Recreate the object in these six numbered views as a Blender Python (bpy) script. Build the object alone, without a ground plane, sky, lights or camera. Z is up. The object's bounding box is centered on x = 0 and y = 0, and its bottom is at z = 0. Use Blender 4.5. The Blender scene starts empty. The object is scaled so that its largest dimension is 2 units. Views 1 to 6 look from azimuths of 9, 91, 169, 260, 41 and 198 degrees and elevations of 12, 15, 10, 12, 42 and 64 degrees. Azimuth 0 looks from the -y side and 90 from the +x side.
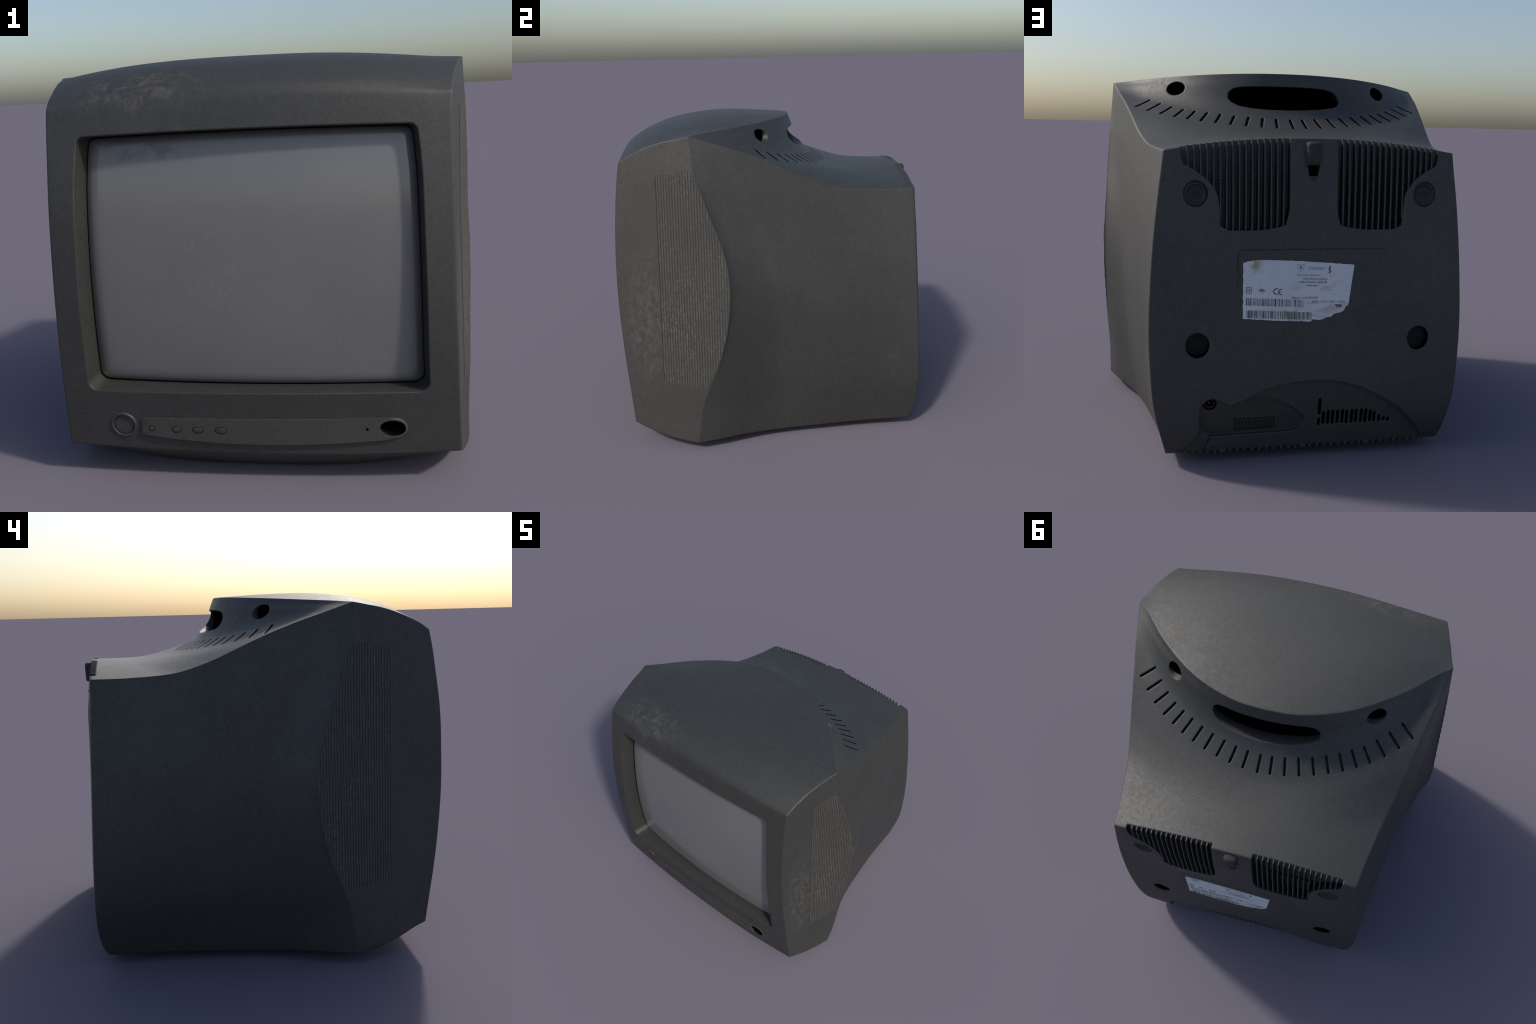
# A dark-grey cathode-ray-tube computer monitor (no stand), built from lofted surface patches,
# boolean cut-outs and separately modelled fittings.  Metres, z up, screen faces -y.
import bpy, bmesh, math, random
import numpy as np
from mathutils import Vector, Matrix
from mathutils.bvhtree import BVHTree

rng = random.Random(7)
SCN = bpy.context.scene

# ------------------------------------------------------------------ small maths helpers
def spline(ts, vals):
    """smooth (finite-difference Hermite) interpolation through vals at ts"""
    ts = np.asarray(ts, float); v = np.asarray(vals, float)
    if ts[0] > ts[-1]:
        ts, v = ts[::-1], v[::-1]
    sec = np.diff(v, axis=0) / (np.diff(ts)[:, None] if v.ndim > 1 else np.diff(ts))
    m = np.empty_like(v); m[0], m[-1] = sec[0], sec[-1]
    h = np.diff(ts)
    for i in range(1, len(ts) - 1):
        m[i] = (sec[i - 1] * h[i] + sec[i] * h[i - 1]) / (h[i] + h[i - 1])
    def f(t):
        t = np.clip(np.asarray(t, float), ts[0], ts[-1])
        i = np.clip(np.searchsorted(ts, t, side="right") - 1, 0, len(ts) - 2)
        hh = ts[i + 1] - ts[i]; s = (t - ts[i]) / hh
        h00, h10 = 2*s**3 - 3*s**2 + 1, s**3 - 2*s**2 + s
        h01, h11 = -2*s**3 + 3*s**2, s**3 - s**2
        if v.ndim > 1:
            h00, h10, h01, h11, hh = (np.asarray(a)[..., None] for a in (h00, h10, h01, h11, hh))
        return h00*v[i] + h10*hh*m[i] + h01*v[i + 1] + h11*hh*m[i + 1]
    return f

def tcurve(pts):
    pts = np.asarray(pts, float)
    d = np.r_[0, np.cumsum(np.linalg.norm(np.diff(pts, axis=0), axis=1))]
    return spline(d / d[-1], pts)

def samples(n, ends=(.004, .010, .019)):
    """0..1 with extra rows near both ends, so that seams get a small, tight rounding"""
    a = np.array(ends)
    return np.r_[0, a, np.linspace(ends[-1], 1 - ends[-1], n)[1:-1], 1 - a[::-1], 1]

UX = 2 * samples(90, (.003, .007, .013)) - 1      # across
VZ = samples(76, (.003, .007, .013))              # up
TF = samples(34, (.008, .018, .032))              # front depth
TR = samples(64, (.005, .012, .02))               # rear depth

# ------------------------------------------------------------------ profiles of the casing
# front face: outline half width and depth of its left and right edges, by height
fz = [.165, .30, .50, .70, .90, 1.10, 1.30, 1.50, 1.65, 1.709]
front_hw = spline(fz, [.899, .892, .883, .8745, .865, .859, .8525, .849, .847, .8465])
front_yl = spline(fz, [-.820, -.841, -.871, -.892, -.905, -.903, -.894, -.866, -.840, -.826])
front_yr = spline(fz, [-.801, -.813, -.832, -.847, -.857, -.858, -.851, -.835, -.816, -.806])
front_bulge = spline([.15, .45, .70, 1.0, 1.30, 1.60, 1.71], [.036, .042, .064, .073, .062, .050, .056])

def front_y(x, z):
    u = np.clip(x / front_hw(z), -1, 1)
    k = (u + 1) / 2
    return front_yl(z) * (1 - k) + front_yr(z) * k - front_bulge(z) * (1 - u * u)

# rear face: half width and depth of its edge, by height
rz = [.057, .08, .12, .20, .30, .50, .70, .90, 1.10, 1.30, 1.45, 1.508]
rear_hw = spline(rz, [.690, .695, .704, .724, .745, .762, .766, .757, .742, .720, .700, .6925])
rear_ye = spline(rz, [.860, .876, .891, .906, .911, .907, .898, .8895, .881, .8725, .864, .862])
rear_bulge = spline([.05, .12, .3, 1.00, 1.50, 1.54, 1.57], [.004, .010, .016, .020, .018, .014, .005])

def rear_y(x, z):
    u = np.clip(np.abs(x) / rear_hw(z), 0, 1)
    return rear_ye(z) + rear_bulge(z) * (1 - u ** 3)

# crown (sloping front bevel + top): side point x, y(left), y(right), z ; centre y, z
crown_rows = np.array([
    [.8465, -.826, -.806, 1.709, -.872, 1.729],
    [.858, -.765, -.745, 1.747, -.832, 1.786],
    [.876, -.655, -.648, 1.793, -.700, 1.852],
    [.897, -.553, -.549, 1.823, -.560, 1.884],
    [.911, -.481, -.480, 1.8365, -.350, 1.905],
    [.921, -.440, -.440, 1.845, -.100, 1.909],
    [.931, -.408, -.408, 1.851, .147, 1.901]])
crown_f = spline(np.linspace(0, 1, 7), crown_rows)

# plan shape of the crown's rear edge (0 at the shoulder point, 1 at the centre), flared at its tips
arc_plan = spline([0, .161, .322, .483, .644, .806, .913, 1.0], [1, .980, .905, .780, .589, .339, .135, 0])

def arc_shape1(u):
    return arc_plan(np.abs(u))

def crown(u, t):
    xe, yl, yr, zs, yc, zc = crown_f(t)
    k = (u + 1) / 2
    s = (1 - u * u) * (1 - t) + arc_shape1(u) * t
    ys = yl * (1 - k) + yr * k
    full = min(1.0, 1.5 * t) * min(1.0, 4.0 * (1 - t))          # the roof is fuller than a parabola in its middle
    zz = zs + (zc - zs) * (1 - np.abs(u) ** (2 + full * (.60 - .50 * u)))
    zz = zz + full * .006 * (1 - u * u) * (1 - .9 * u)
    return np.stack([xe * u, ys + (yc - ys) * s, zz], -1)

# saddle behind the crown: side (x, y, z) on the shoulder edge, centre (y, z)
saddle_rows = np.array([
    [.931, -.408, 1.851, .147, 1.901],
    [.925, -.375, 1.840, .160, 1.868],
    [.916, -.320, 1.822, .173, 1.833],
    [.904, -.260, 1.803, .200, 1.765],
    [.895, -.210, 1.787, .240, 1.702],
    [.887, -.168, 1.774, .292, 1.656],
    [.855, -.020, 1.717, .388, 1.606],
    [.828, .120, 1.655, .470, 1.583],
    [.796, .280, 1.582, .560, 1.570],
    [.758, .450, 1.529, .650, 1.565],
    [.720, .660, 1.511, .760, 1.566],
    [.6925, .862, 1.508, .867, 1.569]])
saddle_f = spline(np.linspace(0, 1, 12), saddle_rows)

def saddle(u, t):
    xe, ys, zs, yc, zc = saddle_f(t)
    s = arc_shape1(u) * (1 - t) + (1 - u * u) * t
    return np.stack([xe * u, ys + (yc - ys) * s, zs + (zc - zs) * (1 - u * u)], -1)

# ridge between the flared front part and the waisted rear, by height: x, y
kz = [.058, .10, .20, .30, .40, .60, .80, 1.00, 1.20, 1.40, 1.60, 1.65, 1.70, 1.80, 1.851]
ridge = spline(kz, np.array([[.979, -.420], [.979, -.415], [.979, -.400], [.982, -.381], [.988, -.345], [.995, -.261],
                             [1.0, -.215], [.996, -.199], [.982, -.224], [.969, -.294], [.953, -.364], [.949, -.386],
                             [.944, -.392], [.935, -.400], [.931, -.408]]))
# lower edges
flare_low = lambda s: tcurve([(.899, front_yl(.165) if s < 0 else front_yr(.165), .165), (.907, -.75, .139), (.918, -.70, .117),
                              (.941, -.60, .086), (.965, -.50, .069), (.979, -.42, .058)])
waist_low = tcurve([(.979, -.42, .058), (.941, -.30, .060), (.898, -.20, .058), (.853, -.10, .053), (.814, 0, .047),
                    (.789, .10, .046), (.768, .20, .046), (.752, .30, .046), (.736, .40, .048), (.709, .60, .051),
                    (.696, .76, .054), (.690, .860, .057)])
belly_f = spline([0, .35, .65, 1], [(.846, .149), (.790, .097), (.725, .043), (.660, .0)])          # centre -y, z
under_f = spline([0, .12, .35, .55, .75, 1], [(-.66, 0), (-.50, .0), (-.10, .004), (.28, .022), (.58, .048), (.864, .056)])

def belly(u, t):
    e = {s: flare_low(s)(t) for s in (-1, 1)}
    k = ((u + 1) / 2)[:, None]
    side = e[-1] * (1 - k) + e[1] * k
    cy, cz = belly_f(t)
    w = (1 - u * u) * (1 - t) + (1 - np.abs(u) ** 3.3) * t
    w2 = 1 - np.abs(u) ** (2 + t)
    return np.stack([side[:, 0] * u, side[:, 1] + (-cy - side[:, 1]) * w, side[:, 2] + (cz - side[:, 2]) * w2], -1)

def under(u, t):
    e = waist_low(t); cy, cz = under_f(t)
    a = np.abs(u)
    w = 1 - a ** (3.3 - 1.0 * t); w2 = 1 - a ** 3
    return np.stack([e[0] * u, e[1] + (cy - e[1]) * w, e[2] + (cz - e[2]) * w2], -1)

def front(u, v):
    zs = .165 + v * (1.709 - .165); dz = -.016 * (1 - v) + .020 * v
    z = zs + dz * (1 - u * u)
    k = (u + 1) / 2
    y = front_yl(zs) * (1 - k) + front_yr(zs) * k - front_bulge(zs) * (1 - u * u)
    return np.stack([front_hw(zs) * u, y, z], -1)

def rear(u, v):
    zs = .057 + v * (1.508 - .057); dz = -.001 * (1 - v) + .061 * v ** 3
    z = zs + dz * (1 - u * u)
    fade = rear_bulge(z)
    return np.stack([rear_hw(zs) * u, rear_ye(zs) + fade * (1 - np.abs(u) ** 3), z], -1)

def coons(c0, c1, d0, d1, S, T):
    """c0,c1: edges along S (at T=0,1); d0,d1: edges along T (at S=0,1)"""
    S = S[:, None, None]; T = T[None, :, None]
    a = (1 - T) * c0[:, None] + T * c1[:, None]
    b = (1 - S) * d0[None] + S * d1[None]
    c = (1 - S) * ((1 - T) * c0[0] + T * c1[0]) + S * ((1 - T) * c0[-1] + T * c1[-1])
    return a + b - c

G = {}
G["front"] = np.array([front(UX, v) for v in VZ])
G["crown"] = np.array([crown(UX, t) for t in TF])
G["saddle"] = np.array([saddle(UX, t) for t in TR])
G["rear"] = np.array([rear(UX, v) for v in VZ])
G["belly"] = np.array([belly(UX, t) for t in TF])
G["under"] = np.array([under(UX, t) for t in TR])
# make shared borders identical
G["crown"][0] = G["front"][-1]; G["belly"][0] = G["front"][0]
G["saddle"][0] = G["crown"][-1]; G["under"][0] = G["belly"][-1]
G["saddle"][-1] = G["rear"][-1]; G["under"][-1] = G["rear"][0]
for s, j in ((-1, 0), (1, -1)):
    zz = .058 + VZ * (1.851 - .058)
    rd = ridge(zz) * np.array([.998, 1]); R = np.stack([s * rd[:, 0], rd[:, 1], zz], -1)
    R[0] = G["belly"][-1][j]; R[-1] = G["crown"][-1][j]
    G["flare%d" % s] = coons(G["front"][:, j], R, G["belly"][:, j], G["crown"][:, j], VZ, TF)
    # the ribbed field overhangs the waist a little: a low step along the ridge, then a shallow hollow
    win = np.clip((zz - .36) / .40, 0, 1) * np.clip((1.66 - zz) / .16, 0, 1)
    win = win * win * (3 - 2 * win)
    R2 = R.copy(); R2[:, 0] -= s * .006 * win
    W = coons(R2, G["rear"][:, j], G["under"][:, j], G["saddle"][:, j], VZ, TR)
    hol = np.clip((zz - .30) / .5, 0, 1) * np.clip((1.80 - zz) / .6, 0, 1)
    hol = hol * hol * (3 - 2 * hol)
    W[..., 0] -= s * .017 * hol[:, None] * (TR * (1 - TR) ** 4 / .0819)[None, :]
    G["waist%d" % s] = W
    G["lip%d" % s] = np.stack([R, R2], 1)

# ------------------------------------------------------------------ materials
def new_mat(name):
    m = bpy.data.materials.new(name); m.use_nodes = True
    nt = m.node_tree
    for n in list(nt.nodes):
        nt.nodes.remove(n)
    out = nt.nodes.new("ShaderNodeOutputMaterial")
    bs = nt.nodes.new("ShaderNodeBsdfPrincipled")
    nt.links.new(bs.outputs[0], out.inputs[0])
    return m, nt, bs

class N:
    """tiny node-building helper"""
    def __init__(self, nt):
        self.nt = nt
        self.co = nt.nodes.new("ShaderNodeTexCoord").outputs["Object"]
    def node(self, kind, **kw):
        n = self.nt.nodes.new(kind)
        for k, v in kw.items():
            setattr(n, k, v)
        return n
    def put(self, sock, v):
        if hasattr(v, "is_output"):
            self.nt.links.new(v, sock)
        else:
            sock.default_value = v
    def noise(self, scale, detail=4, rough=.55, vec=None, dist=0.0):
        n = self.node("ShaderNodeTexNoise")
        self.put(n.inputs["Vector"], vec if vec is not None else self.co)
        n.inputs["Scale"].default_value = scale; n.inputs["Detail"].default_value = detail
        n.inputs["Roughness"].default_value = rough; n.inputs["Distortion"].default_value = dist
        return n.outputs["Fac"]
    def mapping(self, scale=(1, 1, 1), loc=(0, 0, 0), rot=(0, 0, 0), kind="POINT"):
        n = self.node("ShaderNodeMapping", vector_type=kind)
        self.put(n.inputs["Vector"], self.co)
        n.inputs["Location"].default_value = loc; n.inputs["Rotation"].default_value = rot; n.inputs["Scale"].default_value = scale
        return n.outputs[0]
    def math(self, op, a, b=0.0, clamp=False):
        n = self.node("ShaderNodeMath", operation=op, use_clamp=clamp)
        self.put(n.inputs[0], a); self.put(n.inputs[1], b)
        return n.outputs[0]
    def ramp(self, fac, lo, hi, a=0.0, b=1.0):
        n = self.node("ShaderNodeMapRange", interpolation_type="SMOOTHSTEP")
        self.put(n.inputs["Value"], fac)
        for k, v in zip(("From Min", "From Max", "To Min", "To Max"), (lo, hi, a, b)):
            n.inputs[k].default_value = v
        return n.outputs[0]
    def mix(self, fac, a, b):
        n = self.node("ShaderNodeMix", data_type="RGBA")
        self.put(n.inputs[0], fac); self.put(n.inputs[6], a); self.put(n.inputs[7], b)
        return n.outputs[2]
    def spot(self, c, r):
        """soft ellipsoid mask: 1 at centre c, 0 at radii r"""
        sub = self.node("ShaderNodeVectorMath", operation="SUBTRACT"); self.put(sub.inputs[0], self.co); sub.inputs[1].default_value = c
        div = self.node("ShaderNodeVectorMath", operation="DIVIDE"); self.put(div.inputs[0], sub.outputs[0]); div.inputs[1].default_value = r
        ln = self.node("ShaderNodeVectorMath", operation="LENGTH"); self.put(ln.inputs[0], div.outputs[0])
        return self.ramp(ln.outputs["Value"], 1.0, .15)
    def bump(self, h, strength, dist, normal=None):
        n = self.node("ShaderNodeBump"); n.inputs["Strength"].default_value = strength; n.inputs["Distance"].default_value = dist
        self.put(n.inputs["Height"], h)
        if normal is not None:
            self.put(n.inputs["Normal"], normal)
        return n.outputs[0]

PLASTIC = (.0285, .0288, .0258, 1)

def plastic(name, base=PLASTIC, rough=.57, worn=True, bevel=.011, grain=1.0):
    m, nt, bs = new_mat(name); k = N(nt)
    big = k.noise(2.3, 3); mid = k.noise(34, 3, .6); fine = k.noise(120, 2, .6)
    dark = tuple(c * .74 for c in base[:3]) + (1,)
    light = tuple(c * 1.26 for c in base[:3]) + (1,)
    mot = k.math("ADD", k.math("MULTIPLY", mid, .35), k.math("MULTIPLY", fine, .50 * grain))
    mot = k.math("ADD", mot, k.math("MULTIPLY", big, .30))
    col = k.mix(k.ramp(mot, .42, .73), dark, light)
    ro = k.ramp(mot, .40, .75, rough + .06, rough - .06)
    if worn:
        # scuffed, dusty places: crown corner, flank by the side grille, rear shoulder, rear flank
        def scuff(c, r, scale, vec, lo, hi):
            return k.math("MULTIPLY", k.spot(c, r), k.ramp(k.noise(scale, 8, .72, vec, .5), lo, hi))
        a = scuff((-.44, -.79, 1.765), (.42, .28, .17), 24, k.mapping((1.0, 1.1, .65), rot=(0, .6, .3)), .42, .66)
        b = scuff((.91, -.68, .80), (.25, .19, .58), 26, k.mapping((1, 1.4, .8)), .45, .60)
        c = scuff((.77, .34, 1.58), (.09, .15, .09), 30, None, .45, .55)
        d = scuff((.77, .76, .50), (.12, .10, .13), 15, None, .47, .64)
        e = scuff((-.30, -.88, 1.64), (.36, .08, .09), 9, None, .45, .68)
        g = scuff((-.45, -.35, 1.88), (.3, .10, .1), 22, None, .55, .62)
        w = k.math("MAXIMUM", k.math("MULTIPLY", a, 1.0), k.math("MULTIPLY", b, .75))
        w = k.math("MAXIMUM", w, k.math("MULTIPLY", d, .3)); w = k.math("MAXIMUM", w, k.math("MULTIPLY", e, .45))
        col = k.mix(w, col, (.066, .064, .056, 1))
        col = k.mix(k.math("MULTIPLY", k.math("MAXIMUM", c, g), .6), col, (.027, .027, .026, 1))
        ro = k.math("ADD", ro, k.math("MULTIPLY", w, .25))
    k.put(bs.inputs["Base Color"], col); k.put(bs.inputs["Roughness"], ro)
    bs.inputs["Specular IOR Level"].default_value = .75
    nrm = None
    if bevel:
        bv = k.node("ShaderNodeBevel", samples=6); bv.inputs["Radius"].default_value = bevel
        nrm = bv.outputs[0]
    k.put(bs.inputs["Normal"], k.bump(k.math("ADD", fine, mid), .10 * grain, .004, nrm))
    return m

M_CASE = plastic("housing_plastic")
M_PANEL = plastic("control_panel_plastic", tuple(c * 1.02 for c in PLASTIC[:3]) + (1,), .64, False, .003, 1.3)
M_PART = plastic("fitting_plastic", tuple(c * .8 for c in PLASTIC[:3]) + (1,), .62, False, .003)
M_SLAT = plastic("vent_slat_plastic", tuple(c * .92 for c in PLASTIC[:3]) + (1,), .6, False, 0)
def plain(name, col, rough=.6, metallic=0.0, spec=.4):
    m, nt, bs = new_mat(name); k = N(nt)
    n = k.ramp(k.noise(40, 4), .3, .7)
    k.put(bs.inputs["Base Color"], k.mix(n, tuple(c * .85 for c in col) + (1,), tuple(min(1, c * 1.1) for c in col) + (1,)))
    bs.inputs["Roughness"].default_value = rough; bs.inputs["Metallic"].default_value = metallic
    bs.inputs["Specular IOR Level"].default_value = spec
    return m
M_DARK = plain("cavity_shade_black", (.003, .003, .003), .95, spec=.02)  # near-black colour paints the deep shade inside openings
M_SHADE = plain("recess_dark_grey", (.020, .020, .020), .8)  # darker grey than the case, used on recess walls and button pockets
M_DISC = plain("deep_recess_darkened", (.012, .012, .013), .75)  # near-black grey, darker than the case, used on the rear hole floors and the jack ring
M_VENT = plain("vent_floor_lightened", (.105, .107, .105), .75)  # much paler grey than the case, used on the vent floor behind the slats
M_SLOT = plain("slot_floor_plastic", (.026, .026, .025), .8)
M_GOLD = plain("brass_pin", (.14, .10, .05), .5, 1.0)
M_COVER = plain("screw_cover_plastic", (.030, .030, .029), .7)
M_INK = plain("print_black", (.035, .036, .036), .7)
M_INK2 = plain("print_grey", (.19, .20, .20), .7)

def worn_ink():
    m, nt, bs = new_mat("worn_barcode_ink"); k = N(nt)
    w = k.ramp(k.noise(13, 5, .65, k.mapping((1.4, 1, .8))), .38, .66)
    col = k.mix(w, (.045, .046, .047, 1), (.30, .31, .32, 1))
    k.put(bs.inputs["Base Color"], col); bs.inputs["Roughness"].default_value = .65
    return m
M_BAR = worn_ink()

def rib_material():
    m, nt, bs = new_mat("side_grille_plastic"); k = N(nt)
    wear = k.ramp(k.noise(120, 3, .7, k.mapping((1, 1, .45))), .46, .66)
    broad = k.math("MAXIMUM", k.math("MULTIPLY", k.ramp(k.noise(5, 4, .6), .35, .68), .5), k.math("MULTIPLY", k.spot((.95, -.48, .80), (.3, .2, .5)), k.ramp(k.noise(9, 5, .6), .3, .6)))
    col = k.mix(k.math("MULTIPLY", wear, k.math("ADD", broad, .35, True)), (.048, .047, .0415, 1), (.120, .115, .098, 1))
    k.put(bs.inputs["Base Color"], col); bs.inputs["Roughness"].default_value = .6
    return m
M_RIB = rib_material()

def screen_material():
    m, nt, bs = new_mat("screen_glass"); k = N(nt)
    col = k.mix(k.ramp(k.noise(2.0, 3), .3, .7), (.146, .145, .147, 1), (.158, .157, .158, 1))
    # settled dust: fine specks, denser left of centre and low right, in faint diagonal streaks
    vo = k.node("ShaderNodeTexVoronoi"); k.put(vo.inputs["Vector"], k.co); vo.inputs["Scale"].default_value = 105
    sp = k.ramp(vo.outputs["Distance"], .20, .08)
    dense = k.math("MAXIMUM", k.spot((-.22, -.85, .90), (.42, .5, .42)), k.math("MULTIPLY", k.spot((.50, -.85, .60), (.3, .5, .32)), .8))
    dense = k.math("ADD", dense, .22)
    pick = k.ramp(k.noise(33, 2, .6), .45, .58)
    s1 = k.ramp(k.noise(60, 3, .7, k.mapping((6, 1, .5), rot=(0, .8, 0))), .60, .70)
    s2 = k.ramp(k.noise(60, 3, .7, k.mapping((6, 1, .5), rot=(0, -.8, 0))), .61, .72)
    st = k.math("MULTIPLY", k.math("MAXIMUM", s1, s2), k.math("MULTIPLY", k.spot((-.15, -.85, .95), (.45, .5, .42)), .8))
    dust = k.math("MAXIMUM", k.math("MULTIPLY", k.math("MULTIPLY", sp, pick), dense), k.math("MULTIPLY", st, k.ramp(k.noise(7, 3), .4, .65)))
    col = k.mix(k.math("MULTIPLY", dust, .75, True), col, (.34, .34, .33, 1))
    # brownish grime below the upper left rim
    gr = k.math("MULTIPLY", k.spot((-.45, -.84, 1.54), (.30, .3, .11)), k.ramp(k.noise(16, 5, .65), .42, .62))
    col = k.mix(k.math("MULTIPLY", gr, .6), col, (.055, .050, .045, 1))
    # occlusion shade beside the bezel, painted as a darkened rim on the glass
    sep = k.node("ShaderNodeSeparateXYZ"); k.put(sep.inputs[0], k.co)
    ex = k.ramp(k.math("ABSOLUTE", k.math("ADD", sep.outputs[0], k.math("MULTIPLY", k.math("SUBTRACT", sep.outputs[2], 1.03), 0.0))), .665, .738)
    ez = k.ramp(k.math("ABSOLUTE", k.math("SUBTRACT", sep.outputs[2], 1.028)), .515, .566)
    col = k.mix(k.math("MULTIPLY", k.math("MAXIMUM", ex, ez), .5), col, (.035, .035, .038, 1))
    k.put(bs.inputs["Base Color"], col)
    k.put(bs.inputs["Roughness"], k.math("ADD", .17, k.math("MULTIPLY", k.math("MAXIMUM", dust, gr), .35)))
    bs.inputs["Specular IOR Level"].default_value = .75
    return m
M_SCREEN = screen_material()

def label_material():
    m, nt, bs = new_mat("paper_label"); k = N(nt)
    base = k.mix(k.ramp(k.noise(6, 4), .3, .7), (.60, .62, .66, 1), (.66, .67, .70, 1))
    streak = k.noise(7, 4, .6, k.mapping((1, 1, 3.0), rot=(0, -.5, 0)), .8)
    stain = k.math("MULTIPLY", k.ramp(streak, .49, .62), k.math("MAXIMUM", k.spot((-.06, .9, .82), (.24, .3, .15)), k.spot((.1, .9, .74), (.3, .3, .06))))
    col = k.mix(k.math("MULTIPLY", stain, .85), base, (.41, .40, .33, 1))
    corner = k.math("MULTIPLY", k.spot((.285, .9, .985), (.075, .3, .06)), k.ramp(k.noise(14, 3), .38, .56))
    col = k.mix(corner, col, (.33, .30, .19, 1))
    grey = k.math("MULTIPLY", k.ramp(k.noise(28, 4, .65), .56, .68), k.spot((.24, .9, .86), (.14, .3, .15)))
    col = k.mix(k.math("MULTIPLY", grey, .5), col, (.42, .42, .43, 1))
    k.put(bs.inputs["Base Color"], col); bs.inputs["Roughness"].default_value = .55
    return m
M_LABEL = label_material()

# ------------------------------------------------------------------ object helpers
ROOT = bpy.data.objects.new("computer_monitor", None)
SCN.collection.objects.link(ROOT)
ROOT["label"] = "old dark grey boxy CRT computer monitor with scuffed plastic case"
ROOT["category"] = "computer monitor"
ROOT.empty_display_size = .2

def mesh_obj(name, verts, faces, mats, parent=ROOT, mat_ids=None, smooth=False, link=True):
    me = bpy.data.meshes.new(name)
    me.from_pydata([tuple(map(float, v)) for v in verts], [], [tuple(f) for f in faces])
    for m in (mats if isinstance(mats, (list, tuple)) else [mats]):
        me.materials.append(m)
    if mat_ids is not None:
        me.polygons.foreach_set("material_index", list(mat_ids))
    if smooth:
        me.polygons.foreach_set("use_smooth", [True] * len(me.polygons))
    me.update()
    o = bpy.data.objects.new(name, me)
    if link:
        SCN.collection.objects.link(o)
        o.parent = parent
    return o

def finish(o, angle=None, bevel=None, seg=2):
    """apply a bevel and smooth shading with bmesh/mesh data only"""
    bm = bmesh.new(); bm.from_mesh(o.data)
    bmesh.ops.remove_doubles(bm, verts=bm.verts, dist=1e-6)
    bmesh.ops.recalc_face_normals(bm, faces=bm.faces)
    if bevel:
        es = [e for e in bm.edges if len(e.link_faces) == 2 and e.calc_face_angle() > .6]
        bmesh.ops.bevel(bm, geom=es, offset=bevel, segments=seg, profile=.5, affect="EDGES", clamp_overlap=True)
    bm.to_mesh(o.data); bm.free()
    if angle is not None:
        o.data.polygons.foreach_set("use_smooth", [True] * len(o.data.polygons))
        o.data.set_sharp_from_angle(angle=angle)
    return o

def loft_loops(loops, cap0=True, cap1=True):
    n = len(loops[0]); V = [p for L in loops for p in L]; F = []
    for i in range(len(loops) - 1):
        for j in range(n):
            F.append((i*n + j, i*n + (j + 1) % n, (i + 1)*n + (j + 1) % n, (i + 1)*n + j))
    if cap0: F.append(tuple(range(n))[::-1])
    if cap1: F.append(tuple(range((len(loops) - 1)*n, len(loops)*n)))
    return V, F

# ------------------------------------------------------------------ casing shell
bm = bmesh.new()
pid = bm.faces.layers.int.new("patch")
BEZEL, REAR = 0, 1
patch_mat = {"front": 0, "crown": 0, "belly": 0, "flare-1": 0, "flare1": 0, "saddle": 1, "rear": 1, "under": 1, "waist-1": 1, "waist1": 1, "lip-1": 0, "lip1": 0}
for i, (name, g) in enumerate(G.items()):
    vs = [[bm.verts.new(p) for p in row] for row in g]
    for a in range(g.shape[0] - 1):
        for b in range(g.shape[1] - 1):
            f = bm.faces.new((vs[a][b], vs[a][b + 1], vs[a + 1][b + 1], vs[a + 1][b]))
            f[pid] = i; f.material_index = patch_mat[name]
bmesh.ops.remove_doubles(bm, verts=bm.verts, dist=2e-5)
bmesh.ops.dissolve_degenerate(bm, edges=bm.edges, dist=1e-5)
bmesh.ops.recalc_face_normals(bm, faces=bm.faces)
# soften the moulded seams: relax the border vertices between patches
seam = [v for v in bm.verts if len({f[pid] for f in v.link_faces}) > 1]
ids = {n: i for i, n in enumerate(G)}
wide_pair = {ids["front"], ids["crown"]}
for it in range(2):
    new = {}
    for v in seam:
        c = sum((e.other_vert(v).co for e in v.link_edges), Vector()) / len(v.link_edges)
        new[v] = v.co.lerp(c, .38)
    for v, c in new.items():
        v.co = c
for it in range(26):                       # broad roll between front and crown
    new = {}
    for v in bm.verts:
        if v.co.y < -.72 and v.co.z > 1.66 and len({f[pid] for f in v.link_faces} - wide_pair) == 0:
            k = max(0, 1 - abs((v.co.z - 1.72) / .045)) * max(0, min(1, (.84 - abs(v.co.x)) / .05 + .2))
            if k > 0:
                c = sum((e.other_vert(v).co for e in v.link_edges), Vector()) / len(v.link_edges)
                new[v] = v.co.lerp(c, .5 * k)
    for v, c in new.items():
        v.co = c
for f in bm.faces:
    f.smooth = True
tree = BVHTree.FromBMesh(bm)
shell = bpy.data.meshes.new("shell"); bm.to_mesh(shell); bm.free()
CASE_MATS = [M_CASE, M_CASE, M_DARK, M_CASE, M_CASE, M_SHADE, M_VENT, M_SLOT, M_DISC]
B_CUT, R_CUT, DARK, SHADE, VENT, SLOT, DEEP = 3, 4, 2, 5, 6, 7, 8
for m in CASE_MATS:
    shell.materials.append(m)

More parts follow.
